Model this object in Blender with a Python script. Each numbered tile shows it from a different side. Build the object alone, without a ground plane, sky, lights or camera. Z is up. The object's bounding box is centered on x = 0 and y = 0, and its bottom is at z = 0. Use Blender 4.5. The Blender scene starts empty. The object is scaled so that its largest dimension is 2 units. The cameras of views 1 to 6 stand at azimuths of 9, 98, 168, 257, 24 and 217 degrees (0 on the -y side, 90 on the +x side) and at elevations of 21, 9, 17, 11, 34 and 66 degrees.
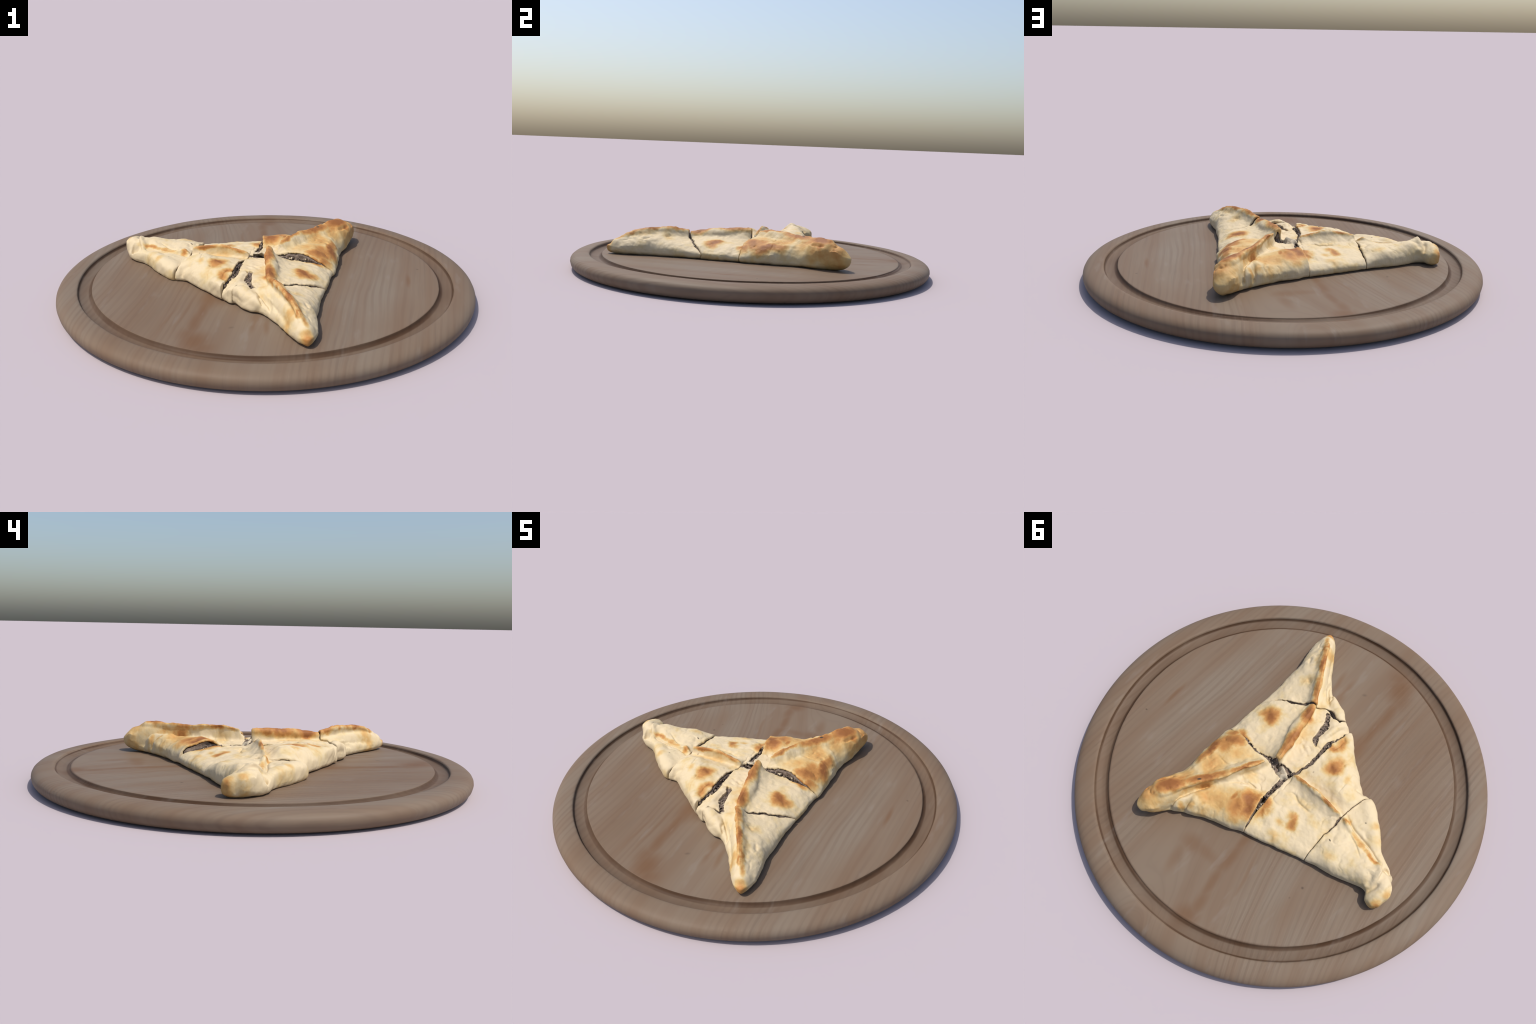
# A triangular stuffed flatbread, cut in five pieces, on a round wooden board with a juice groove.
import bpy, math
import numpy as np
from mathutils import Matrix

Z0 = 0.0760          # top of the board's plateau
H_GRID = 0.0028      # cell of the sampling grid of the dough


# ------------------------------------------------------------------ small numeric helpers
def lattice(seed):
    return np.random.RandomState(seed).rand(257, 257).astype(np.float32)


def noise2(x, y, scale, seed):
    """smooth value noise, -1..1"""
    g = lattice(seed)
    u, v = x / scale + 101.3, y / scale + 57.7
    i, j = np.floor(u).astype(int), np.floor(v).astype(int)
    a, b = u - i, v - j
    a, b = a * a * a * (a * (6 * a - 15) + 10), b * b * b * (b * (6 * b - 15) + 10)
    i0, j0, i1, j1 = i % 256, j % 256, (i + 1) % 256, (j + 1) % 256
    return 2 * ((g[i0, j0] * (1 - a) + g[i1, j0] * a) * (1 - b) + (g[i0, j1] * (1 - a) + g[i1, j1] * a) * b) - 1


def fractal(x, y, scale, seed, octaves=3):
    s, amp, tot = 0, 1.0, 0.0
    for k in range(octaves):
        s = s + amp * noise2(x, y, scale / 2 ** k, seed + k)
        tot += amp
        amp *= 0.5
    return s / tot


def smooth_closed(points, per=6):
    """Catmull-Rom through a closed list of points"""
    p = np.array(points, float)
    a, b, c, d = np.roll(p, 1, 0), p, np.roll(p, -1, 0), np.roll(p, -2, 0)
    out = []
    for t in np.linspace(0, 1, per, endpoint=False):
        out.append(0.5 * (2 * b + (c - a) * t + (2 * a - 5 * b + 4 * c - d) * t * t + (3 * b - a - 3 * c + d) * t ** 3))
    return np.stack(out, 1).reshape(-1, 2)


def smooth_open(points, per=5):
    p = np.array(points, float)
    p = np.vstack([2 * p[0] - p[1], p, 2 * p[-1] - p[-2]])
    out = []
    for k in range(1, len(p) - 2):
        a, b, c, d = p[k - 1], p[k], p[k + 1], p[k + 2]
        for t in np.linspace(0, 1, per, endpoint=False):
            out.append(0.5 * (2 * b + (c - a) * t + (2 * a - 5 * b + 4 * c - d) * t * t + (3 * b - a - 3 * c + d) * t ** 3))
    out.append(p[-2])
    return np.array(out)


def polygon_distance(poly, X, Y):
    """signed distance to a closed polygon, positive inside"""
    best = np.full(X.shape, 1e9)
    inside = np.zeros(X.shape, bool)
    for (x0, y0), (x1, y1) in zip(poly, np.roll(poly, -1, 0)):
        dx, dy = x1 - x0, y1 - y0
        t = np.clip(((X - x0) * dx + (Y - y0) * dy) / (dx * dx + dy * dy + 1e-12), 0, 1)
        best = np.minimum(best, (X - x0 - t * dx) ** 2 + (Y - y0 - t * dy) ** 2)
        if abs(dy) > 1e-9:
            inside ^= ((y0 > Y) != (y1 > Y)) & (X < dx * (Y - y0) / dy + x0)
    return np.where(inside, 1, -1) * np.sqrt(best)


def along(points, X, Y):
    """nearest place on an open polyline whose rows are (x, y, values...):
    signed side distance, overshoot past the segment, interpolated values"""
    p = np.array(points, float)
    best = np.full(X.shape, 1e9)
    side, over = np.zeros(X.shape), np.zeros(X.shape)
    vals = np.zeros(X.shape + (p.shape[1] - 2,))
    frac = np.zeros(X.shape)
    n = len(p) - 1
    for k in range(n):
        d = p[k + 1, :2] - p[k, :2]
        L = np.hypot(*d) + 1e-12
        d = d / L
        rx, ry = X - p[k, 0], Y - p[k, 1]
        s = rx * d[0] + ry * d[1]
        perp = d[0] * ry - d[1] * rx
        sc = np.clip(s, 0, L)
        o = s - sc
        dist = perp ** 2 + o ** 2
        m = dist < best
        best = np.where(m, dist, best)
        side, over = np.where(m, perp, side), np.where(m, o, over)
        t = sc / L
        frac = np.where(m, (k + t) / n, frac)
        for c in range(vals.shape[-1]):
            vals[..., c] = np.where(m, p[k, 2 + c] * (1 - t) + p[k + 1, 2 + c] * t, vals[..., c])
    return side, over, vals, frac


def plate(controls, X, Y, stiff=2e-4):
    """thin-plate surface through the control heights (x, y, z)"""
    c = np.array(controls, float)
    n = len(c)

    def kern(r2):
        return 0.5 * r2 * np.log(r2 + 1e-12)

    r2 = ((c[:, None, :2] - c[None, :, :2]) ** 2).sum(-1)
    A = np.zeros((n + 3, n + 3))
    A[:n, :n] = kern(r2) + stiff * np.eye(n)
    A[:n, n], A[:n, n + 1:] = 1, c[:, :2]
    A[n, :n], A[n + 1:, :n] = 1, c[:, :2].T
    w = np.linalg.solve(A, np.concatenate([c[:, 2], [0, 0, 0]]))
    Z = w[n] + w[n + 1] * X + w[n + 2] * Y
    for k in range(n):
        Z = Z + w[k] * kern((X - c[k, 0]) ** 2 + (Y - c[k, 1]) ** 2)
    return Z


def smin(a, b, k):
    h = np.clip(0.5 + 0.5 * (b - a) / k, 0, 1)
    return b + (a - b) * h - k * h * (1 - h)


def smax(a, b, k):
    return -smin(-a, -b, k)


def gauss(X, Y, cx, cy, rx, ry=None, rot=0):
    ry = ry or rx
    c, s = math.cos(rot), math.sin(rot)
    u, v = (X - cx) * c + (Y - cy) * s, -(X - cx) * s + (Y - cy) * c
    return np.exp(-(u / rx) ** 2 - (v / ry) ** 2)


def surface_net(f, origin, h):
    """dual surface of a sampled field (negative inside): vertices and quads"""
    neg = f < 0
    nx, ny, nz = f.shape
    cnt = np.zeros((nx - 1, ny - 1, nz - 1), np.uint8)
    for a in (0, 1):
        for b in (0, 1):
            for c in (0, 1):
                cnt += neg[a:nx - 1 + a, b:ny - 1 + b, c:nz - 1 + c]
    cells = np.argwhere((cnt > 0) & (cnt < 8))
    index = np.full(cnt.shape, -1, np.int32)
    index[tuple(cells.T)] = np.arange(len(cells))
    acc, num = np.zeros((len(cells), 3)), np.zeros(len(cells))
    corners = [(a, b, c) for a in (0, 1) for b in (0, 1) for c in (0, 1)]
    value = {q: f[cells[:, 0] + q[0], cells[:, 1] + q[1], cells[:, 2] + q[2]].astype(float) for q in corners}
    for q in corners:
        for ax in range(3):
            if q[ax]:
                continue
            r = list(q)
            r[ax] = 1
            v0, v1 = value[q], value[tuple(r)]
            m = (v0 < 0) != (v1 < 0)
            t = np.where(m, v0 / np.where(m, v0 - v1, 1), 0)
            pt = np.tile(np.array(q, float), (len(cells), 1))
            pt[:, ax] += t
            acc += pt * m[:, None]
            num += m
    verts = np.array(origin) + h * (cells + acc / num[:, None])
    quads = []
    for ax in range(3):
        u, v = (ax + 1) % 3, (ax + 2) % 3
        lo = [slice(None)] * 3
        hi = [slice(None)] * 3
        lo[ax], hi[ax] = slice(0, -1), slice(1, None)
        flip = neg[tuple(lo)] != neg[tuple(hi)]
        e = np.argwhere(flip)
        ok = (e[:, u] > 0) & (e[:, v] > 0) & (e[:, u] < f.shape[u] - 1) & (e[:, v] < f.shape[v] - 1)
        e = e[ok]
        inside = neg[tuple(e.T)]
        ring = []
        for du, dv in ((-1, -1), (0, -1), (0, 0), (-1, 0)):
            q = e.copy()
            q[:, u] += du
            q[:, v] += dv
            ring.append(index[tuple(q.T)])
        ring = np.stack(ring, 1)
        quads.append(np.where(inside[:, None], ring, ring[:, ::-1]))
    return verts, np.vstack(quads)


def relax(verts, quads, rounds=1, amount=0.5):
    e = np.vstack([quads[:, [0, 1]], quads[:, [1, 2]], quads[:, [2, 3]], quads[:, [3, 0]]])
    n = np.bincount(e[:, 0], minlength=len(verts)) + np.bincount(e[:, 1], minlength=len(verts))
    for k in range(rounds):
        for amt in (amount, -amount * 1.03):
            s = np.zeros_like(verts)
            for c in range(3):
                s[:, c] = np.bincount(e[:, 0], verts[e[:, 1], c], len(verts)) + np.bincount(e[:, 1], verts[e[:, 0], c], len(verts))
            verts = verts + amt * (s / np.maximum(n, 1)[:, None] - verts)
    return verts


def mesh_object(name, verts, faces, material, parent=None, smooth=True):
    me = bpy.data.meshes.new(name)
    me.from_pydata(np.asarray(verts).tolist(), [], np.asarray(faces).tolist() if isinstance(faces, np.ndarray) else faces)
    me.update()
    me.polygons.foreach_set("use_smooth", [smooth] * len(me.polygons))
    me.materials.append(material)
    ob = bpy.data.objects.new(name, me)
    bpy.context.scene.collection.objects.link(ob)
    if parent:
        ob.parent = parent
        ob.matrix_parent_inverse = parent.matrix_world.inverted()
    return ob


# ------------------------------------------------------------------ node helpers
class Nodes:
    def __init__(self, name, rough, spec=0.3):
        self.mat = bpy.data.materials.new(name)
        self.mat.use_nodes = True
        self.t = self.mat.node_tree
        self.t.nodes.clear()
        self.out = self.t.nodes.new("ShaderNodeOutputMaterial")
        self.bsdf = self.t.nodes.new("ShaderNodeBsdfPrincipled")
        self.bsdf.inputs["Roughness"].default_value = rough
        self.bsdf.inputs["Specular IOR Level"].default_value = spec
        self.t.links.new(self.bsdf.outputs[0], self.out.inputs[0])
        self.co = self.t.nodes.new("ShaderNodeTexCoord").outputs["Object"]

    def set(self, sock, v):
        if isinstance(v, bpy.types.NodeSocket):
            self.t.links.new(v, sock)
        else:
            sock.default_value = v

    def math(self, op, a, b=0.0, clamp=False):
        n = self.t.nodes.new("ShaderNodeMath")
        n.operation, n.use_clamp = op, clamp
        self.set(n.inputs[0], a)
        self.set(n.inputs[1], b)
        return n.outputs[0]

    def vmath(self, op, a, b=(0, 0, 0)):
        n = self.t.nodes.new("ShaderNodeVectorMath")
        n.operation = op
        self.set(n.inputs[0], a)
        if op == "SCALE":
            self.set(n.inputs["Scale"], b)
        else:
            self.set(n.inputs[1], b)
        return n.outputs["Value"] if op == "LENGTH" else n.outputs["Vector"]

    def noise(self, vec, scale, detail=3.0, rough=0.5, dist=0.0, color=False):
        n = self.t.nodes.new("ShaderNodeTexNoise")
        self.set(n.inputs["Vector"], vec)
        n.inputs["Scale"].default_value = scale
        n.inputs["Detail"].default_value = detail
        n.inputs["Roughness"].default_value = rough
        n.inputs["Distortion"].default_value = dist
        return n.outputs["Color" if color else "Fac"]

    def mapping(self, vec, loc=(0, 0, 0), rot=(0, 0, 0), scale=(1, 1, 1), kind="TEXTURE"):
        n = self.t.nodes.new("ShaderNodeMapping")
        n.vector_type = kind
        self.set(n.inputs["Vector"], vec)
        n.inputs["Location"].default_value = loc
        n.inputs["Rotation"].default_value = rot
        n.inputs["Scale"].default_value = scale
        return n.outputs[0]

    def ramp(self, fac, stops):
        n = self.t.nodes.new("ShaderNodeValToRGB")
        self.set(n.inputs[0], fac)
        el = n.color_ramp.elements
        while len(el) < len(stops):
            el.new(0.5)
        for e, (pos, col) in zip(el, stops):
            e.position = pos
            e.color = (*col, 1) if len(col) == 3 else col
        return n.outputs[0]

    def range(self, v, a, b, c=0.0, d=1.0, smooth=True):
        n = self.t.nodes.new("ShaderNodeMapRange")
        n.interpolation_type = "SMOOTHSTEP" if smooth else "LINEAR"
        self.set(n.inputs[0], v)
        for k, q in enumerate((a, b, c, d)):
            n.inputs[k + 1].default_value = q
        return n.outputs[0]

    def mix(self, fac, a, b, mode="MIX"):
        n = self.t.nodes.new("ShaderNodeMix")
        n.data_type, n.blend_type = "RGBA", mode
        self.set(n.inputs["Factor"], fac)
        for s, v in ((n.inputs[6], a), (n.inputs[7], b)):
            self.set(s, (*v, 1) if isinstance(v, tuple) and len(v) == 3 else v)
        return n.outputs[2]

    def spot(self, vec, cx, cy, rx, ry, deg=0.0, strength=1.0, z=0.16, rz=0.2, soft=1.0):
        """a soft-edged blob of given centre, radii and heading"""
        m = self.mapping(vec, (cx, cy, z), (0, 0, math.radians(deg)), (rx, ry, rz))
        return self.range(self.vmath("LENGTH", m), 1.0, 1.0 - soft, 0.0, strength)

    def most(self, masks):
        out = masks[0]
        for m in masks[1:]:
            out = self.math("MAXIMUM", out, m)
        return out

    def bump(self, height, strength, distance):
        n = self.t.nodes.new("ShaderNodeBump")
        self.set(n.inputs["Height"], height)
        n.inputs["Strength"].default_value = strength
        n.inputs["Distance"].default_value = distance
        self.t.links.new(n.outputs[0], self.bsdf.inputs["Normal"])


# ------------------------------------------------------------------ materials
def wood_material():
    n = Nodes("stained_pine", 0.55, 0.14)
    sep = n.t.nodes.new("ShaderNodeSeparateXYZ")
    n.set(sep.inputs[0], n.co)
    x, y, z = sep.outputs
    wob = n.math("MULTIPLY", n.math("SUBTRACT", n.noise(n.mapping(n.co, scale=(0.30, 1.1, 1)), 1.0, 2), 0.5), 0.09)
    # cathedral figure: rings bow outwards on the left half, run straight on the right half
    back = n.math("MAXIMUM", y, 0.0)
    bow = n.math("ADD", n.math("MULTIPLY", n.math("MULTIPLY", back, back), 0.22), n.math("MULTIPLY", n.math("MULTIPLY", y, y), 0.03))
    lean = n.math("MULTIPLY", y, -0.07)
    right = n.range(x, 0.0, 0.3)
    bend = n.math("ADD", n.math("MULTIPLY", bow, n.math("SUBTRACT", 1.0, right)), n.math("MULTIPLY", lean, right))
    u = n.math("ADD", n.math("ADD", x, bend), wob)
    comb = n.t.nodes.new("ShaderNodeCombineXYZ")
    n.set(comb.inputs[0], u)
    n.set(comb.inputs[1], n.math("MULTIPLY", y, 0.03))
    n.set(comb.inputs[2], n.math("MULTIPLY", z, 0.3))
    w = n.t.nodes.new("ShaderNodeTexWave")
    w.wave_type, w.bands_direction, w.wave_profile = "BANDS", "X", "SIN"
    n.set(w.inputs["Vector"], comb.outputs[0])
    w.inputs["Scale"].default_value = 10.5
    w.inputs["Distortion"].default_value = 3.4
    w.inputs["Detail"].default_value = 2.0
    w.inputs["Detail Scale"].default_value = 1.4
    rings = n.range(w.outputs["Fac"], 0.35, 1.0)
    # rings fade in the flat-sawn middle
    patch = n.range(n.noise(n.mapping(n.co, scale=(0.25, 0.9, 1)), 1.6, 2), 0.35, 0.65)
    heart = n.range(n.math("ABSOLUTE", n.math("SUBTRACT", u, 0.06)), 0.10, 0.24, 0.25, 1.0)
    rings = n.math("MULTIPLY", n.math("MULTIPLY", rings, heart), n.math("ADD", 0.35, n.math("MULTIPLY", patch, 0.65)))
    fibre = n.noise(n.mapping(comb.outputs[0], scale=(0.010, 0.012, 0.05)), 1.0, 4, 0.6)
    broad = n.noise(n.mapping(n.co, scale=(0.35, 0.9, 0.6)), 1.0, 2)
    base = n.ramp(broad, [(0.30, (0.164, 0.110, 0.071)), (0.50, (0.177, 0.126, 0.086)), (0.72, (0.192, 0.150, 0.110))])
    col = n.mix(n.math("MULTIPLY", rings, 0.24), base, (0.118, 0.073, 0.051))
    col = n.mix(n.range(fibre, 0.48, 0.8, 0.0, 0.30), col, (0.115, 0.085, 0.062))
    # slow reddish swirls between the rings
    sw = n.t.nodes.new("ShaderNodeTexWave")
    sw.wave_type, sw.bands_direction = "BANDS", "X"
    n.set(sw.inputs["Vector"], comb.outputs[0])
    sw.inputs["Scale"].default_value = 2.1
    sw.inputs["Distortion"].default_value = 7.0
    sw.inputs["Detail"].default_value = 1.5
    sw.inputs["Detail Scale"].default_value = 0.8
    col = n.mix(n.range(sw.outputs["Fac"], 0.45, 1.0, 0.0, 0.25), col, (0.150, 0.088, 0.052))
    # resin stains of the heartwood
    dv = n.vmath("ADD", n.co, n.vmath("SCALE", n.vmath("SUBTRACT", n.noise(n.co, 5.0, 2, color=True), (0.5, 0.5, 0.5)), 0.035))
    stains = [(-0.185, -0.740, .100, .140, 10, 1.0), (-0.150, -0.790, .085, .08, 0, .8), (-0.225, -0.690, .075, .10, 0, .7), (-0.222, -0.57, .042, .19, 2, .85), (-0.216, -0.44, .034, .20, 0, .85),
              (-0.210, -0.33, .060, .16, 0, .75), (-0.17, -0.31, .09, .12, 0, .5),
              (-0.100, 0.810, .085, .075, 10, .8), (-0.110, 0.735, .042, .13, 5, .7), (-0.093, 0.62, .034, .16, 5, .75), (-0.087, 0.49, .038, .16, 0, .8), (-0.080, 0.39, .032, .10, 0, .7),
              (0.100, 0.545, .080, .075, 0, .65), (0.115, 0.64, .045, .12, 8, .5), (0.02, 0.535, .13, .045, 0, .45), (-0.07, 0.535, .06, .05, 0, .4),
              (0.695, 0.0, .016, .12, 0, .75), (0.034, -0.555, .020, .13, 2, .55), (0.092, -0.58, .020, .11, 4, .55), (0.03, -0.50, .04, .08, 0, .5), (0.35, -0.45, .10, .26, 5, .25), (0.15, -0.2, .5, .25, 0, .12),
              (-0.185, 0.50, .016, .22, 12, .4), (-0.29, -0.50, .014, .30, -3, .4), (-0.345, -0.55, .012, .26, -5, .35)]
    m = n.most([n.spot(dv, a, b, rx, ry, d, s, z=0.07, rz=0.5, soft=0.9) for a, b, rx, ry, d, s in stains])
    col = n.mix(m, col, (0.145, 0.080, 0.043))
    # shadow of the groove painted into the wood: walls and floor darkened, unevenly
    flat = n.t.nodes.new("ShaderNodeCombineXYZ")
    n.set(flat.inputs[0], x)
    n.set(flat.inputs[1], y)
    rad = n.vmath("LENGTH", flat.outputs[0])
    inner = n.range(n.math("ABSOLUTE", n.math("SUBTRACT", rad, 0.8395)), 0.018, 0.004)
    outer = n.range(n.math("ABSOLUTE", n.math("SUBTRACT", rad, 0.8955)), 0.010, 0.002)
    uneven = n.range(n.noise(n.mapping(n.co, scale=(0.25, 0.25, 0.25)), 1.0, 3), 0.3, 0.7, 0.60, 0.95)
    floor = n.range(n.math("ABSOLUTE", n.math("SUBTRACT", rad, 0.8665)), 0.038, 0.028, 0.0, 0.42)
    painted_shade = n.math("MULTIPLY", n.math("MAXIMUM", floor, n.math("MAXIMUM", inner, outer)), uneven)
    painted_shade = n.math("MULTIPLY", painted_shade, n.range(z, 0.0765, 0.0745, 0.15, 1.0))
    col = n.mix(painted_shade, col, (0.062, 0.031, 0.015))
    # pale scuffs, chiefly on the rim, and a few dark pores
    scuff = n.range(n.noise(n.mapping(n.co, scale=(0.05, 0.2, 0.2)), 1.0, 3), 0.60, 0.75, 0.0, 0.35)
    col = n.mix(n.math("MULTIPLY", scuff, 0.6), col, (0.235, 0.205, 0.175))
    pores = [(0.743, 0.156, .009, .006, 0, .8), (-0.428, 0.388, .010, .010, 0, .7), (-0.41, 0.46, .007, .007, 0, .4), (-0.06, -0.60, .02, .012, 30, .35)]
    m = n.most([n.spot(n.co, a, b, rx, ry, d, s, z=0.07, rz=0.5) for a, b, rx, ry, d, s in pores])
    col = n.mix(m, col, (0.05, 0.035, 0.025))
    n.set(n.bsdf.inputs["Base Color"], col)
    n.bump(n.math("ADD", n.math("MULTIPLY", fibre, 0.5), rings), 0.25, 0.002)
    return n.mat


def dough_material():
    n = Nodes("baked_dough", 0.62, 0.25)
    dv = n.vmath("ADD", n.co, n.vmath("SCALE", n.vmath("SUBTRACT", n.noise(n.co, 17.0, 4, 0.6, color=True), (0.5, 0.5, 0.5)), 0.050))
    S = n.spot
    hard = [  # toasted blisters and edges: x, y, rx, ry, heading, strength
        (0.220, -0.180, .060, .055, 0, .85), (0.190, -0.165, .042, .045, 0, .70), (0.247, -0.172, .04, .04, 0, .75),
        (0.250, -0.016, .055, .022, -20, .80), (0.300, 0.000, .05, .03, 0, .75),
        (0.262, 0.050, .085, .055, 25, .86), (0.285, 0.085, .06, .05, 0, .62), (0.300, 0.012, .05, .03, 0, .70), (0.315, 0.140, .035, .10, 8, .95), (0.325, 0.11, .05, .06, 0, .95),
        (0.260, 0.100, .045, .06, 0, .70), (0.318, 0.200, .03, .06, 0, .65),
        (0.000, 0.235, .055, .060, 0, 1.0), (-0.020, 0.275, .04, .06, 0, .80), (0.035, 0.300, .075, .07, 20, .62), (0.071, 0.277, .018, .03, 0, .75),
        (-0.070, 0.200, .035, .05, 20, .75), (-0.072, 0.245, .02, .05, 0, .75),
        (-0.212, 0.195, .026, .045, 10, .80), (-0.195, 0.170, .03, .025, 0, .5), (-0.165, 0.225, .03, .022, 0, .4),
        (-0.206, -0.135, .050, .056, 0, .98), (-0.160, -0.265, .032, .05, 20, .60), (-0.135, -0.222, .04, .026, 0, .55), (-0.29, -0.121, .022, .03, 0, .32),
        (0.310, 0.385, .050, .110, -42, .95), (0.36, 0.43, .05, .04, 0, .95), (0.24, 0.325, .03, .07, -40, .75),
        (-0.405, 0.034, .022, .02, 0, .6)]
    toast = [S(dv, a, b, rx * 1.35, ry * 1.35, d, s * 1.08, z=0.17, rz=0.085, soft=0.95) for a, b, rx, ry, d, s in hard]
    # crest browning of the folded seams, limited to the height of the crest
    crest = [((0.02, -0.002, .224), (0.040, -0.215, .214), .034, .85), ((0.040, -0.215, .214), (0.072, -0.335, .202), .036, .95),
             ((0.06, -0.33, .20), (0.14, -0.477, .220), .022, .75), ((0.14, -0.477, .22), (0.212, -0.62, .20), .020, .80),
             ((0.205, -0.60, .205), (0.262, -0.715, .150), .015, .75),
             ((0.062, 0.055, .227), (0.155, 0.214, .230), .017, .85), ((0.150, 0.20, .230), (0.30, 0.385, .232), .034, .90), ((0.27, 0.36, .228), (0.375, 0.475, .222), .048, 1.0),
             ((-0.45, 0.060, .155), (-0.56, 0.088, .158), .014, .50), ((-0.54, 0.084, .156), (-0.655, 0.120, .158), .017, .70),
             ((-0.085, 0.004, .186), (-0.235, 0.016, .215), .014, .70), ((-0.235, 0.016, .215), (-0.36, 0.032, .188), .018, .85)]
    for (ax, ay, az), (bx, by, bz), r, s in crest:
        cx, cy, cz = (ax + bx) / 2, (ay + by) / 2, (az + bz) / 2
        L = math.hypot(bx - ax, by - ay)
        m = n.mapping(dv, (cx, cy, cz), (0, -math.atan2(bz - az, L), math.atan2(by - ay, bx - ax)), (L * 0.62, r, r * 1.1))
        toast.append(n.range(n.vmath("LENGTH", m), 1.35, 0.15, 0.0, s * 1.05))
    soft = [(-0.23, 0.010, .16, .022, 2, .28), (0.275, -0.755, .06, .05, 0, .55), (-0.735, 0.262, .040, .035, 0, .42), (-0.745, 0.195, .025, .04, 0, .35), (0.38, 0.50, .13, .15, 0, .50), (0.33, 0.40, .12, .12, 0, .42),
            (0.20, 0.10, .18, .10, 40, .36), (0.25, 0.20, .12, .14, 0, .50), (0.12, 0.33, .17, .11, 30, .44), (-0.438, 0.216, .06, .04, 0, .26),
            (-0.18, 0.29, .05, .03, 0, .22), (0.33, -0.15, .03, .12, 0, .26), (-0.52, -0.03, .05, .03, 40, .25), (0.20, -0.62, .05, .10, -20, .22), (0.31, 0.33, .08, .10, 0, .45),
            (0.20, 0.42, .04, .03, 0, .42), (0.24, 0.455, .03, .03, 0, .42)]
    toast += [S(dv, a, b, rx, ry, d, s) for a, b, rx, ry, d, s in soft]
    tan = n.most(toast)
    mottle = n.noise(n.co, 34.0, 4, 0.6)
    tan = n.math("ADD", tan, n.math("MULTIPLY", n.math("SUBTRACT", mottle, 0.5), n.math("ADD", 0.14, n.math("MULTIPLY", tan, 0.30))))
    broad = n.noise(n.co, 9.0, 3, 0.6)
    tan = n.math("ADD", tan, n.range(broad, 0.44, 0.74, 0.0, 0.26), clamp=True)
    col = n.ramp(tan, [(0.0, (0.612, 0.495, 0.315)), (0.13, (0.590, 0.455, 0.245)), (0.34, (0.545, 0.345, 0.130)), (0.62, (0.440, 0.205, 0.058)), (0.98, (0.260, 0.098, 0.028))])
    # flour bloom: slightly cooler, greyer patches
    bloom = n.range(n.noise(n.co, 6.0, 3, 0.55), 0.50, 0.70, 0.0, 0.5)
    col = n.mix(bloom, col, (0.96, 0.97, 0.93), "MULTIPLY")
    specks = [(0.235, 0.317, .014, .007, 40, 1.0), (-0.40, 0.156, .010, .005, -30, .9), (-0.478, -0.015, .007, .006, 0, .7), (-0.238, 0.035, .006, .008, 0, .7),
              (0.31, 0.265, .005, .005, 0, .5), (-0.26, 0.275, .004, .006, 0, .5), (-0.33, 0.02, .006, .006, 0, .5), (-0.14, -0.06, .006, .008, 0, .45), (0.15, 0.085, .004, .004, 0, .5)]
    m = n.most([S(n.co, a, b, rx, ry, d, s, z=(0.228 if k == 0 else 0.165), rz=0.02, soft=0.6) for k, (a, b, rx, ry, d, s) in enumerate(specks)])
    col = n.mix(m, col, (0.055, 0.040, 0.028))
    n.set(n.bsdf.inputs["Base Color"], col)
    n.bsdf.inputs["Subsurface Weight"].default_value = 0.0
    n.bump(n.math("ADD", n.noise(n.co, 90.0, 4, 0.6), n.math("MULTIPLY", n.noise(n.co, 30.0, 3), 1.5)), 0.25, 0.003)
    return n.mat


def filling_material():
    n = Nodes("cooked_filling", 0.6, 0.3)
    v = n.noise(n.co, 60.0, 4, 0.65)
    col = n.ramp(v, [(0.28, (0.060, 0.044, 0.034)), (0.46, (0.140, 0.104, 0.080)), (0.62, (0.200, 0.150, 0.112)), (0.80, (0.29, 0.23, 0.16))])
    n.set(n.bsdf.inputs["Base Color"], col)
    n.bump(n.noise(n.co, 120.0, 4, 0.7), 0.6, 0.004)
    return n.mat


def crumb_material():
    n = Nodes("torn_crumb", 0.75, 0.2)
    v = n.noise(n.co, 45.0, 4, 0.65)
    col = n.ramp(v, [(0.32, (0.27, 0.21, 0.14)), (0.52, (0.50, 0.42, 0.30)), (0.70, (0.60, 0.52, 0.38))])
    n.set(n.bsdf.inputs["Base Color"], col)
    n.bump(v, 0.5, 0.004)
    return n.mat


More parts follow.
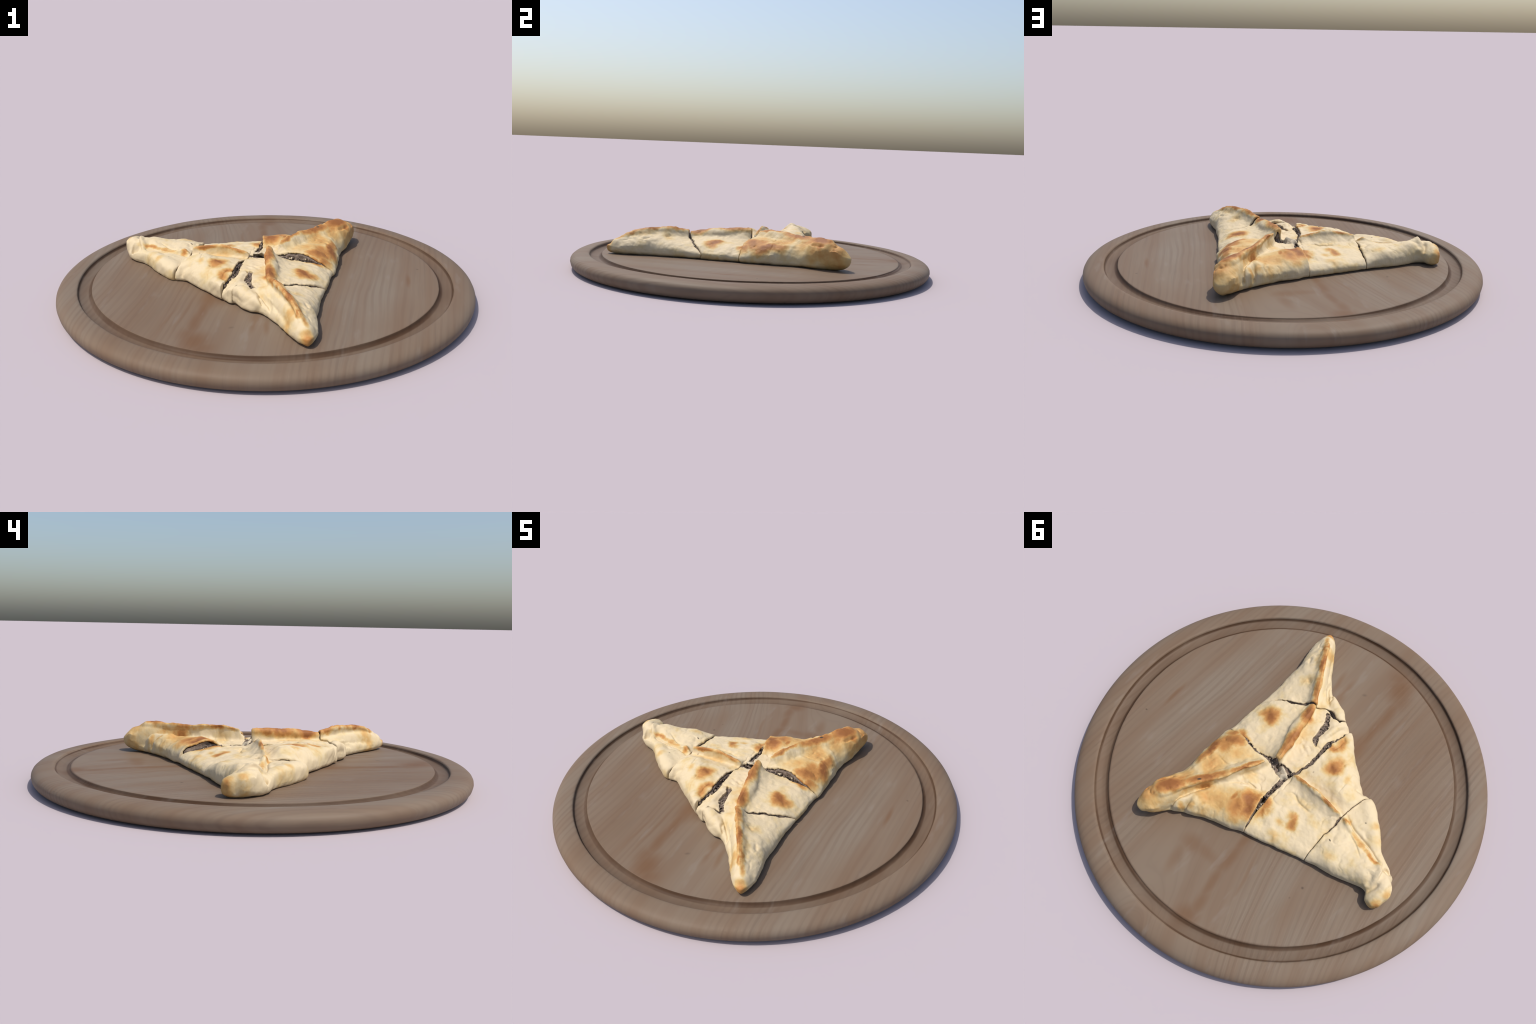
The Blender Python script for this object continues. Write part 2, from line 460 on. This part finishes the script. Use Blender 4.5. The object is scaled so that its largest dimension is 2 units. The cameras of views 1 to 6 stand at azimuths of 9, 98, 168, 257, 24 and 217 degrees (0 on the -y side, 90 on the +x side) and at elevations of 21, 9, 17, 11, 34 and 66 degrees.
# ------------------------------------------------------------------ the board
def build_board(material):
    """turned disc: soft underside edge, upright band, rounded shoulder, U-shaped groove, flat plateau"""
    profile = [(0.0, 0.0), (0.50, 0.0), (0.88, 0.0), (0.955, 0.0010), (0.974, 0.0050), (0.987, 0.0130), (0.996, 0.0250), (1.0, 0.0420), (0.9985, 0.0530),
               (0.994, 0.0615), (0.985, 0.0695), (0.972, 0.0755), (0.955, 0.0792), (0.935, 0.0814), (0.915, 0.0822), (0.904, 0.0819), (0.8995, 0.0796),
               (0.8972, 0.0735), (0.8950, 0.0680), (0.8900, 0.0640), (0.8810, 0.0615), (0.8720, 0.0600), (0.8620, 0.0590), (0.8520, 0.0592), (0.8440, 0.0610),
               (0.8385, 0.0650), (0.8345, 0.0705), (0.8325, 0.0750), (0.8312, 0.0762), (0.8270, 0.0765), (0.70, 0.0765), (0.40, 0.0765), (0.20, 0.0765), (0.0, 0.0765)]
    steps = 256
    ang = np.linspace(0, 2 * np.pi, steps, endpoint=False)
    verts, rings = [], []
    for r, z in profile:
        if r == 0:
            rings.append([len(verts)])
            verts.append((0, 0, z))
            continue
        a = len(verts)
        # hand-turned: the groove edges and the shoulder waver slightly
        wav = 0.0022 * fractal(np.cos(ang) * 3 + 10, np.sin(ang) * 3 + 10, 0.7, 71) + 0.0012 * fractal(np.cos(ang) * 3 + 20, np.sin(ang) * 3 + 20, 0.22, 75)
        wz = 0.0020 * fractal(np.cos(ang) * 3 + 30, np.sin(ang) * 3 + 30, 1.2, 79)
        kr = 1.0 if 0.82 < r < 0.91 else 0.0
        kz = 1.0 if 0.90 < r and 0.045 < z else 0.0
        for k in range(steps):
            rr = r + wav[k] * kr
            px, py = rr * math.cos(ang[k]), rr * math.sin(ang[k])
            sag = 0.0035 * min(max((py + 0.3 * px - 0.45) / 0.35, 0), 1) if 0.1 < r < 0.88 and z > 0.04 else 0   # the plateau is warped a little
            fill = 0.008 * math.exp(-((ang[k] - 1.35) / 0.55) ** 2) if 0.838 < r < 0.896 and 0.05 < z < 0.069 else 0   # shallower groove on one side
            verts.append((px, py, z + wz[k] * kz - sag + fill))
        rings.append(list(range(a, a + steps)))
    faces = []
    for lo, hi in zip(rings, rings[1:]):
        for k in range(steps):
            j = (k + 1) % steps
            if len(lo) == 1:
                faces.append((lo[0], hi[j], hi[k]))
            elif len(hi) == 1:
                faces.append((lo[k], lo[j], hi[0]))
            else:
                faces.append((lo[k], lo[j], hi[j], hi[k]))
    ob = mesh_object("serving_board", verts, faces, material)
    ob["label"] = "round brown wooden serving board with a carved juice groove"
    ob["category"] = "cutting board"
    return ob


# ------------------------------------------------------------------ the bread: control shapes
OUTLINE = [(0.279, -0.760), (0.240, -0.742), (0.196, -0.689), (0.153, -0.618), (0.117, -0.555), (0.067, -0.492), (0.035, -0.472), (-0.003, -0.461), (-0.047, -0.433), 
           (-0.084, -0.395), (-0.117, -0.375), (-0.149, -0.353), (-0.171, -0.332), (-0.219, -0.286), (-0.286, -0.225), (-0.345, -0.170), (-0.383, -0.147), (-0.415, -0.146), 
           (-0.445, -0.138), (-0.502, -0.086), (-0.553, -0.030), (-0.602, 0.036), (-0.649, 0.069), (-0.691, 0.087), (-0.723, 0.111), (-0.733, 0.132), (-0.752, 0.164), 
           (-0.764, 0.199), (-0.755, 0.223), (-0.743, 0.259), (-0.717, 0.279), (-0.687, 0.272), (-0.673, 0.258), (-0.660, 0.236), (-0.640, 0.229), (-0.608, 0.233), 
           (-0.564, 0.246), (-0.491, 0.264), (-0.432, 0.274), (-0.375, 0.285), (-0.346, 0.290), (-0.281, 0.306), (-0.187, 0.329), (-0.109, 0.347), (-0.042, 0.363), 
           (0.017, 0.388), (0.097, 0.405), (0.142, 0.420), (0.181, 0.442), (0.226, 0.458), (0.266, 0.484), (0.309, 0.532), (0.343, 0.564), (0.379, 0.582), 
           (0.408, 0.570), (0.419, 0.542), (0.412, 0.495), (0.401, 0.433), (0.389, 0.383), (0.373, 0.340), (0.361, 0.304), (0.355, 0.245), (0.355, 0.171), 
           (0.351, 0.094), (0.348, 0.020), (0.334, -0.029), (0.323, -0.106), (0.315, -0.198), (0.305, -0.262), (0.298, -0.332), (0.294, -0.451), (0.294, -0.511), 
           (0.301, -0.586), (0.307, -0.658), (0.301, -0.718)]

# The five pieces. heights: x, y, z of the dough surface. ridges: folded seams that stand up,
# x, y, crest height, half thickness; "soft" tells the side on which the dough runs up to the crest
# (+1 left of the line, -1 right of it) and over what run; on the other side the lip is free and overhangs.
# rolls: rolled edges and bulbs, chains of x, y, z, radius. creases: polyline, width, depth.
PIECES = {
    "front": dict(
        heights=[(.207, -.40, .158), (.26, -.34, .146), (.249, -.539, .168), (.22, -.48, .172), (.27, -.62, .150), (.262, -.70, .130), (.13, -.38, .166), (.04, -.44, .140), (.05, -.39, .165),
                 (.20, -.31, .153), (.27, -.28, .134), (.14, -.34, .156), (.20, -.60, .170), (-.03, -.39, .160), (.11, -.48, .150), (.245, -.45, .160)],
        ridges=[dict(line=[(.056, -.312, .188, .013), (.071, -.346, .206, .017), (.098, -.402, .217, .018), (.136, -.479, .221, .017), (.176, -.552, .216, .016), (.208, -.622, .203, .015), (.237, -.676, .176, .014), (.262, -.715, .148, .016)], soft=1, run=.040, lean=.45, k=.012)],
        rolls=[([(.258, -.698, .120, .040), (.208, -.616, .136, .041), (.160, -.528, .140, .040), (.112, -.450, .143, .034), (.068, -.380, .140, .030)], .010),
               ([(.030, -.440, .118, .030), (-.022, -.404, .134, .034), (-.050, -.386, .145, .031), (-.076, -.376, .145, .022)], .010)],
        creases=[([(.058, -.366), (.078, -.424), (.112, -.500), (.150, -.574), (.183, -.642), (.222, -.702)], .010, .009), ([(.101, -.526), (.088, -.480), (.055, -.437), (.008, -.378)], .008, .012), ([(.045, -.400), (.035, -.440), (.060, -.470)], .006, .008),
                 ([(.160, -.430), (.175, -.436), (.190, -.455)], .010, .006), ([(.240, -.520), (.249, -.539), (.256, -.560)], .007, .005)]),
    "middle": dict(
        heights=[(.217, -.18, .160), (.275, -.15, .140), (.238, -.033, .154), (.184, .006, .151), (.10, -.10, .170), (.05, -.03, .168), (.14, -.27, .162), (.24, -.24, .153), (.30, -.05, .134), (.13, .00, .156),
                 (.15, -.10, .166), (.28, -.22, .140), (-.03, -.10, .166), (-.057, -.283, .162), (-.02, -.20, .168), (.00, -.28, .168), (.03, -.339, .164), (-.10, -.34, .150), (-.07, -.02, .166), (-.09, -.2, .166)],
        ridges=[dict(line=[(.022, -.006, .226, .017), (.031, -.085, .226, .023), (.043, -.157, .223, .028), (.053, -.200, .220, .028), (.058, -.250, .211, .024), (.064, -.300, .203, .020), (.074, -.335, .197, .016)], soft=1, run=.034, lean=.30, k=.012)],
        rolls=[([(-.060, -.335, .140, .030), (-.098, -.368, .122, .034), (-.118, -.390, .122, .020)], .020),
               ([(-.062, -.212, .157, .010), (-.070, -.260, .159, .014), (-.078, -.310, .157, .017), (-.090, -.350, .146, .018)], .010)],
        creases=[([(-.004, -.146), (-.040, -.122)], .008, .006), ([(-.064, -.142), (-.035, -.158)], .007, .004), ([(-.118, -.374), (-.100, -.392)], .008, .010),
                 ([(-.02, -.05), (-.05, -.07)], .006, .003), ([(-.015, -.330), (.010, -.290)], .006, .004)]),
    "right": dict(
        heights=[(.168, .102, .188), (.246, .057, .188), (.202, .026, .188), (.093, .022, .180), (.00, .055, .164), (-.042, .205, .193), (-.012, .158, .158), (.316, .15, .178), (.334, -.005, .128), (.294, .068, .168),
                 (.35, .32, .165), (.338, .363, .195), (.388, .438, .195), (.069, .279, .183), (.032, .232, .190), (.094, .188, .168), (.061, .329, .175), (.203, .309, .172), (.179, .392, .176), (.213, .425, .170), (.233, .456, .160),
                 (.27, .457, .190), (.06, .14, .165), (.24, .18, .188), (.29, .26, .184), (-.009, .09, .164), (-.02, .28, .178), (.13, .33, .168), (.12, .37, .156), (-.03, .33, .160), (.36, .52, .165), (.07, .36, .160), (.30, .50, .190)],
        ridges=[dict(line=[(.066, .062, .224, .009), (.085, .106, .231, .011), (.112, .144, .237, .013), (.152, .216, .232, .017), (.190, .279, .228, .022), (.228, .328, .227, .027), (.266, .376, .227, .032), (.298, .424, .228, .038), (.326, .462, .225, .042)], soft=-1, run=.042, lean=.85, k=.008)],
        rolls=[([(.318, .420, .165, .052), (.352, .475, .156, .052), (.368, .512, .150, .046)], .030), ([(.265, .400, .160, .018), (.252, .448, .130, .024)], .014), ([(.195, .365, .165, .016), (.203, .420, .128, .024)], .012)],
        creases=[([(.149, .241), (.103, .198), (.055, .171), (.012, .168), (-.008, .157)], .0045, .005), ([(.300, .530), (.278, .471), (.262, .420), (.225, .350), (.173, .270)], .010, .016),
                 ([(.228, .470), (.222, .435), (.218, .390)], .009, .012), ([(.390, .490), (.370, .505), (.356, .490)], .006, .005),
                 ([(.338, .363), (.360, .395), (.388, .438)], .006, .010), ([(.285, .075), (.300, .062)], .004, .003), ([(.17, .43), (.165, .40), (.155, .37)], .008, .006)]),
    "centre": dict(
        heights=[(-.207, -.129, .184), (-.297, -.109, .189), (-.348, -.123, .170), (-.29, -.044, .190), (-.415, -.125, .145), (-.179, -.251, .172), (-.138, -.278, .168), (-.35, .010, .156), (-.191, -.004, .160), (-.10, -.005, .157),
                 (-.13, -.20, .180), (-.15, -.05, .174), (-.10, -.12, .174), (-.24, -.06, .186), (-.35, -.06, .176), (-.28, -.006, .164),
                 (-.218, .204, .150), (-.10, .08, .160), (-.10, .20, .160), (-.30, .15, .155), (-.32, .25, .132), (-.10, .30, .137), (-.20, .10, .161), (-.30, .07, .160), (-.2, .29, .135)],
        ridges=[dict(line=[(-.094, .008, .187, .006), (-.150, .014, .200, .007), (-.225, .022, .212, .008), (-.300, .030, .206, .008), (-.355, .034, .192, .008)], soft=-1, run=.033, lean=.16, k=.008)],
        rolls=[([(-.178, -.285, .135, .034), (-.155, -.322, .136, .030)], .020)],
        creases=[([(-.107, .102), (-.134, .080), (-.172, .099), (-.223, .106), (-.255, .105)], .006, .007), ([(-.365, .046), (-.328, .070), (-.318, .101), (-.328, .129)], .004, .003),
                 ([(-.332, -.120), (-.364, -.128), (-.395, -.140)], .014, .010), ([(-.14, -.30), (-.16, -.28)], .008, .006)]),
    "left": dict(
        heights=[(-.402, .158, .163), (-.37, .25, .138), (-.444, .23, .162), (-.50, .15, .166), (-.52, .22, .162), (-.58, .12, .168), (-.614, .19, .180), (-.56, .215, .164), (-.68, .22, .146), (-.478, -.016, .156), (-.565, .068, .152), (-.50, .056, .150), (-.43, -.08, .148),
                 (-.42, .00, .152), (-.66, .17, .172), (-.71, .20, .155), (-.62, .10, .150), (-.41, .10, .158), (-.69, .105, .140)],
        ridges=[dict(line=[(-.392, .033, .168, .008), (-.414, .044, .180, .010), (-.445, .056, .166, .009)], soft=-1, run=.022, lean=.0, k=.008),
                dict(line=[(-.628, .082, .142, .008), (-.648, .112, .172, .009), (-.668, .146, .199, .010), (-.668, .180, .186, .014), (-.655, .210, .160, .018)], soft=-1, run=.045, lean=.25, k=.012)],
        rolls=[([(-.430, -.100, .112, .042), (-.490, -.042, .115, .043), (-.545, .013, .117, .040), (-.585, .050, .114, .034), (-.625, .080, .111, .029), (-.675, .100, .108, .021), (-.718, .115, .112, .011)], .012),
               ([(-.690, .150, .142, .032), (-.718, .185, .140, .038), (-.718, .225, .126, .040), (-.715, .244, .120, .036)], .025)],
        creases=[([(-.452, .076), (-.500, .096), (-.559, .141)], .004, .005), ([(-.378, .000), (-.446, .040), (-.492, .052), (-.557, .068), (-.613, .090), (-.650, .104)], .006, .010),
                 ([(-.665, .105), (-.688, .108), (-.705, .118)], .012, .020), ([(-.669, .243), (-.686, .208), (-.689, .183)], .008, .006), ([(-.74, .15), (-.735, .18), (-.73, .21)], .006, .004)]),
}
# cuts right through the bread: x, y, half gap
CUTS = {
    "across": [(.312, -.009, .0015), (.269, -.007, .0012), (.224, -.004, .005), (.170, .018, .009), (.109, .021, .008), (.068, .014, .010), (.011, .019, .026)],
    "long": [(-.056, .374, .001), (-.054, .324, .0012), (-.047, .240, .003), (-.044, .194, .011), (-.041, .134, .011), (-.049, .072, .012), (-.062, .017, .010), (-.081, -.017, .006),
             (-.099, -.076, .006), (-.105, -.120, .010), (-.106, -.179, .012), (-.110, -.235, .010), (-.118, -.261, .006), (-.128, -.295, .004), (-.138, -.330, .003), (-.168, -.378, .0012)],
    "left": [(-.356, .303, .0008), (-.358, .238, .0014), (-.362, .158, .0026), (-.371, .098, .0030), (-.373, .049, .0032), (-.378, -.003, .0015), (-.391, -.068, .0004), (-.401, -.107, .0010), (-.419, -.135, .0025)],
    "front": [(.283, -.238, .0008), (.223, -.283, .003), (.175, -.298, .006), (.131, -.320, .005), (.104, -.338, .007), (.058, -.348, .0006), (.014, -.376, .0012), (-.023, -.365, .010), (-.064, -.358, .005), (-.086, -.375, .0015)],
}
TEAR = [(-.006, -.352, .012), (-.030, -.309, .016), (-.037, -.255, .013), (-.040, -.207, .014), (-.062, -.183, .004)]


def extended(line, by=0.4):
    p = np.array(line, float)
    a, b = p[0].copy(), p[-1].copy()
    da, db = p[0, :2] - p[1, :2], p[-1, :2] - p[-2, :2]
    a[:2] += da / np.hypot(*da) * by
    b[:2] += db / np.hypot(*db) * by
    return np.vstack([a, p, b])


def dough_field(spec, X, Y, Zg, d, h):
    """signed field of one piece's dough before it is cut (negative inside)"""
    E = lambda q: q[:, :, None].astype(np.float32)
    H = plate(spec["heights"], X, Y)
    walls = []
    for rd in spec["ridges"]:
        side, over, vals, fr = along(smooth_open(rd["line"], 4), X, Y)
        side = rd["soft"] * side + 0.0035 * fractal(X, Y, 0.045, 29)      # positive on the soft side
        zt = vals[..., 0] + 0.0035 * fractal(X, Y, 0.040, 31)
        r = vals[..., 1] * (1 + 0.22 * fractal(X, Y, 0.035, 37))
        reach = np.where(side > 0, rd["run"] * (1 + 0.25 * fractal(X, Y, 0.08, 33)), 0.006)
        ramp = np.exp(-(np.abs(side) / reach) ** 1.35) * np.exp(-(over / 0.022) ** 2)
        H = H + np.maximum(zt - 0.35 * r - H, 0) * ramp
        walls.append((side, over, zt, r, rd))
    H = H + 0.0040 * fractal(X, Y, 0.10, 11) + 0.0019 * fractal(X, Y, 0.030, 15)

    fold = fractal(X, Y, 0.085, 91)
    H = H - 0.0040 * np.exp(-(fold / 0.08) ** 2) * np.clip(fractal(X, Y, 0.13, 95) * 2.2, 0, 1)
    # bulge of the flank: height of the widest place over the board, larger under the lifted tips
    b = 0.024 + 0.046 * gauss(X, Y, .38, .54, .10) + 0.020 * gauss(X, Y, .28, -.74, .09) + 0.030 * gauss(X, Y, -.73, .25, .09) + 0.016 * gauss(X, Y, -.12, -.40, .05)
    zm = Z0 + b
    w = 0.046 + 0.022 * np.clip((.24 + .30 * X - Y) / .10, 0, 1) - 0.022 * gauss(X, Y, .30, -.7, .12) - 0.02 * gauss(X, Y, -.74, .22, .1)
    u, ub = np.clip(d / w, 0, 1), np.clip(d / (0.022 + 0.6 * b), 0, 1)
    top = zm + np.maximum(H - zm, 0.01) * (1 - (1 - u) ** 2.2) ** (1 / 2.2)
    bot = zm - b * np.sqrt(1 - (1 - ub) ** 2)
    slope = lambda q: np.sqrt(1 + np.clip(sum(g ** 2 for g in np.gradient(q, h)), 0, 16))
    body = np.maximum((Zg - E(top)) / E(slope(top)), (E(bot) - Zg) / E(slope(bot)))
    body = np.maximum(body, E(-d))

    for side, over, zt, r, rd in walls:
        i, j = np.where(np.hypot(side, over) < 0.10)
        sl = (slice(i.min(), i.max() + 1), slice(j.min(), j.max() + 1))
        s3 = E(side[sl]) - rd["lean"] * np.clip(E(zt[sl]) - Zg, 0, 0.05)   # the free lip overhangs
        rise = np.maximum(Zg - E((zt - r)[sl]), 0)
        wall = np.sqrt(s3 ** 2 + E(over[sl]) ** 2 + rise ** 2) - E(r[sl])
        wall = np.maximum(wall, Z0 + 0.03 - Zg)
        body[sl] = smin(body[sl], wall, rd["k"])

    for chain, k in spec["rolls"]:
        c = smooth_open(chain, 3)
        i, j = np.where((X > c[:, 0].min() - .1) & (X < c[:, 0].max() + .1) & (Y > c[:, 1].min() - .1) & (Y < c[:, 1].max() + .1))
        sl = (slice(i.min(), i.max() + 1), slice(j.min(), j.max() + 1))
        xx, yy = E(X[sl]), E(Y[sl])
        f = np.full(body[sl].shape, 9.0, np.float32)
        for p, q in zip(c, c[1:]):
            e = q[:3] - p[:3]
            t = np.clip(((xx - p[0]) * e[0] + (yy - p[1]) * e[1] + (Zg - p[2]) * e[2]) / (e @ e), 0, 1)
            f = np.minimum(f, np.sqrt((xx - p[0] - t * e[0]) ** 2 + (yy - p[1] - t * e[1]) ** 2 + (Zg - p[2] - t * e[2]) ** 2) - (p[3] + t * (q[3] - p[3])))
        f = np.maximum(f, Z0 - Zg)
        body[sl] = smin(body[sl], f, k)
    body = smax(body, E(-d - 0.003), 0.012)

    press = np.zeros_like(X)
    for line, wd, dep in spec["creases"]:
        side, over, vals, fr = along([(x, y, 0) for x, y in smooth_open(line, 4)], X, Y)
        jag = min(0.003, 0.3 * wd) * 0.6 * fractal(X, Y, 0.03, 41)
        fade = np.clip(4 * np.minimum(fr, 1 - fr) + 0.15, 0, 1)
        press = np.maximum(press, dep * fade * np.exp(-((np.hypot(side, over) + jag) / wd) ** 2))
    press = press + 0.0011 * fractal(X, Y, 0.014, 47)
    body = body + E(press) * np.clip((Zg - Z0 - 0.01) / 0.03, 0, 1)
    # dents that run over the flanks too
    i, j, k = np.where(np.abs(body) < 0.012)
    px, py, pz = X[i, j], Y[i, j], Zg[0, 0, k]
    dent = 0.0024 * noise2(px + 0.7 * pz, py - 0.8 * pz, 0.052, 111) + 0.0010 * noise2(px - 0.9 * pz, py + 0.6 * pz, 0.022, 112)
    body[i, j, k] += dent
    return body


def split_seams(spec, v, q, material, parent):
    """one smooth skin, its standing seams separated by region; all parts keep the whole skin's normals"""
    whole = mesh_object("bread_slice", v, q, material, parent)
    normals = np.empty(len(v) * 3, np.float32)
    whole.data.vertex_normals.foreach_get("vector", normals)
    normals = normals.reshape(-1, 3)
    c = v[q].mean(1)
    label = np.full(len(q), -1)
    for k, rd in enumerate(spec["ridges"]):
        side, over, vals, fr = along(smooth_open(rd["line"], 4), c[:, 0], c[:, 1])
        label[(np.hypot(side, over) < 1.25 * vals[:, 1] + 0.006) & (c[:, 2] > vals[:, 0] - 0.030)] = k
    bpy.data.objects.remove(whole)
    out = None
    for k in range(-1, len(spec["ridges"])):
        part = q[label == k]
        if not len(part):
            continue
        used, inv = np.unique(part, return_inverse=True)
        ob = mesh_object("bread_slice" if k < 0 else "folded_seam", v[used], inv.reshape(-1, 4), material, out or parent)
        ob.data.normals_split_custom_set_from_vertices(normals[used].tolist())
        out = out or ob
    return out


def build_bread(dough, filling, crumb):
    h = H_GRID
    gx, gy, gz = np.arange(-0.80, 0.475, h), np.arange(-0.80, 0.605, h), np.arange(Z0 - 2.5 * h, 0.252, h)
    X, Y = np.meshgrid(gx, gy, indexing="ij")
    outline = smooth_closed(OUTLINE, 5)
    d = polygon_distance(outline, X, Y) + 0.0030 * fractal(X, Y, 0.05, 3)
    Zg = gz[None, None, :].astype(np.float32)
    E = lambda q: q[:, :, None].astype(np.float32)

    # signed cut fields
    jag = 0.0055 * fractal(X, Y, 0.024, 51) + 0.0032 * fractal(X, Y, 0.009, 55)
    S, G = {}, {}
    for name, line in CUTS.items():
        side, over, vals, fr = along(extended(smooth_open(line, 4)), X, Y)
        S[name] = side + jag * np.clip(vals[..., 0] / 0.004, 0.25, 1.0)
        G[name] = vals[..., 0] * (1 + 0.55 * fractal(X, Y, 0.045, 59))
    cuts = {"front": [(-1, "front")],
            "middle": [(-1, "long"), (-1, "across"), (1, "front")],
            "right": [(-1, "long"), (1, "across")],
            "centre": [(1, "long"), (-1, "left")],
            "left": [(1, "left")]}
    hollow = {"right": 0.030 * gauss(X, Y, -.03, .20, .05), "centre": 0.012 * gauss(X, Y, -.12, -.19, .05)}

    tside, tover, tvals, _ = along(smooth_open(TEAR, 4), X, Y)
    tear = np.hypot(tside, tover) - tvals[..., 0] + 0.009 * fractal(X, Y, 0.030, 61)

    bread = bpy.data.objects.new("stuffed_flatbread", None)
    bread.location = (0, 0, Z0)
    bread["label"] = "golden baked triangular stuffed flatbread cut into five pieces"
    bread["category"] = "stuffed flatbread"
    bpy.context.scene.collection.objects.link(bread)
    bpy.context.view_layer.update()

    lump = 0.0045 * fractal(X, Y, 0.02, 65) + 0.003 * noise2(X, Y, 0.009, 69)
    for name, spec in PIECES.items():
        cut = np.maximum.reduce([sg * S[c] + G[c] for sg, c in cuts[name]])
        wide = np.maximum.reduce([sg * S[c] + 0.10 * G[c] for sg, c in cuts[name]])   # the filling swells into the gap
        if name == "front":
            cut, wide = np.maximum(cut, -S["long"] - 0.03), np.maximum(wide, -S["long"] - 0.03)
        inside = (cut < 0.012) & (d > -0.012)
        i, j = np.where(inside)
        m = 4
        sl = (slice(max(i.min() - m, 0), i.max() + m), slice(max(j.min() - m, 0), j.max() + m))
        f = dough_field(spec, X[sl], Y[sl], Zg, d[sl], h)
        f = f - E((0.0045 * (fractal(X, Y, 0.034, 101) + 0.25) * np.exp(-(cut / 0.016) ** 2))[sl]) * np.clip((Zg - 0.12) / 0.03, 0, 1)   # lips curl at the cut
        cu, wi, hol = E(cut[sl]), E(wide[sl]), E(hollow.get(name, 0 * X)[sl])
        wob = 0.004 * np.sin(Zg * 210 + E((X * 90 + Y * 60)[sl])) + E(lump[sl])
        # a filled hollow inside the crust, opened by the cut
        f_in = np.maximum(np.maximum(f + 0.010, Z0 + 0.010 - Zg), E(-d[sl]) + 0.022)
        cavity = np.maximum(f_in, -(cu + 0.020 + hol))
        crust = np.maximum(smax(f, cu, 0.004), -cavity)
        meat = np.maximum(np.maximum(f_in - 0.0015, f_in + 0.004 + 0.5 * wob - np.maximum(0.006 - cu, 0) * 0), wi + 0.5 * wob + 0.6 * hol)
        if name == "middle":
            hole = np.maximum(E(tear[sl]), 0.126 - Zg)
            crust = np.maximum(crust, -hole)
            meat = np.minimum(meat, np.maximum(np.maximum(f + 0.014 + wob, E(tear[sl]) - 0.004), 0.10 - Zg))
        origin = (gx[sl[0]][0], gy[sl[1]][0], gz[0])
        v, q = surface_net(crust, origin, h)
        v = relax(v, q, 2, 0.5)
        slice_ob = split_seams(spec, v, q, dough, bread)
        v, q = surface_net(meat, origin, h)
        if len(q):
            v = relax(v, q, 1, 0.4)
            mesh_object("filling", v, q, filling, slice_ob)
    build_scraps(bread, dough, crumb)
    build_crumbs(bread, filling, crumb)
    return bread


def build_crumbs(bread, filling, crumb):
    """loose bits of filling and torn dough lying in the cuts and in the tear"""
    runs = [(CUTS["across"][2:], .150, .165, 60), (CUTS["long"][2:8], .140, .160, 60), (CUTS["long"][8:13], .140, .158, 50), (TEAR, .140, .158, 70), (CUTS["front"][1:5], .125, .142, 30)]
    for kind, mat, seed, share in (("filling_crumb", filling, 3, 1.0), ("dough_crumb", crumb, 4, 0.22)):
        rs = np.random.RandomState(seed)
        verts, faces = [], []
        for run, z0, z1, count in runs:
            line = smooth_open(run, 4)
            for k in range(int(count * share)):
                t = rs.rand() * (len(line) - 1.001)
                i = int(t)
                p = line[i] + (line[i + 1] - line[i]) * (t - i)
                spread = p[2] * (1.15 if mat is crumb else 0.9)
                cx, cy = p[0] + rs.uniform(-1, 1) * spread, p[1] + rs.uniform(-1, 1) * spread
                cz, r = rs.uniform(z0, z1), rs.uniform(.0025, .0062)
                axes = rs.uniform(.6, 1.3, 3) * r
                base = len(verts)
                rings, seg = 5, 8
                for a in range(rings + 1):
                    th = math.pi * a / rings
                    for b in range(seg):
                        ph = 2 * math.pi * b / seg
                        q = 1 + rs.uniform(-.25, .25)
                        verts.append((cx + axes[0] * q * math.sin(th) * math.cos(ph), cy + axes[1] * q * math.sin(th) * math.sin(ph), cz + axes[2] * q * math.cos(th)))
                for a in range(rings):
                    for b in range(seg):
                        c = (b + 1) % seg
                        faces.append((base + a * seg + b, base + (a + 1) * seg + b, base + (a + 1) * seg + c, base + a * seg + c))
        ob = mesh_object(kind, verts, faces, mat, bread)
        ob["kind"] = "stuff"


def build_scraps(bread, dough, crumb):
    """torn flap of dough that stands in the crossing of the cuts"""
    rs = np.random.RandomState(5)
    spine = smooth_open([(.004, .040, .150), (-.012, .042, .172), (-.030, .042, .186), (-.058, .046, .168)], 8)
    verts, faces = [], []
    nu, nv = len(spine), 11
    th = 0.0045
    for layer in (1, -1):
        for i in range(nu):
            t = i / (nu - 1)
            for j in range(nv):
                s = j / (nv - 1) * 2 - 1
                half = 0.030 * (0.55 + 0.45 * math.sin(math.pi * (0.15 + 0.8 * t))) * (1 + 0.08 * rs.rand())
                y = s * half
                x, yy, z = spine[i]
                edge = math.sqrt(max(0.0, 1 - abs(s) ** 4)) * math.sqrt(max(0.0, 1 - abs(2 * t - 1) ** 6))
                zz = z - 0.045 * (s * 0.5 + 0.5) ** 1.5 + 0.006 * math.sin(9 * t + 2 * s) + layer * th * (0.15 + 0.85 * edge)
                verts.append((x + 0.006 * math.sin(5 * s), yy + y, zz))
    n = nu * nv
    for i in range(nu - 1):
        for j in range(nv - 1):
            a = i * nv + j
            faces.append((a, a + nv, a + nv + 1, a + 1))
            faces.append((n + a, n + a + 1, n + a + nv + 1, n + a + nv))
    for i in range(nu - 1):
        for j in (0, nv - 1):
            a = i * nv + j
            faces.append((a, a + nv, n + a + nv, n + a) if j else (a, n + a, n + a + nv, a + nv))
    for j in range(nv - 1):
        for i in (0, nu - 1):
            a = i * nv + j
            faces.append((a, a + 1, n + a + 1, n + a) if not i else (a, n + a, n + a + 1, a + 1))
    mesh_object("torn_flap", verts, faces, crumb, bread)


build_board(wood_material())
build_bread(dough_material(), filling_material(), crumb_material())
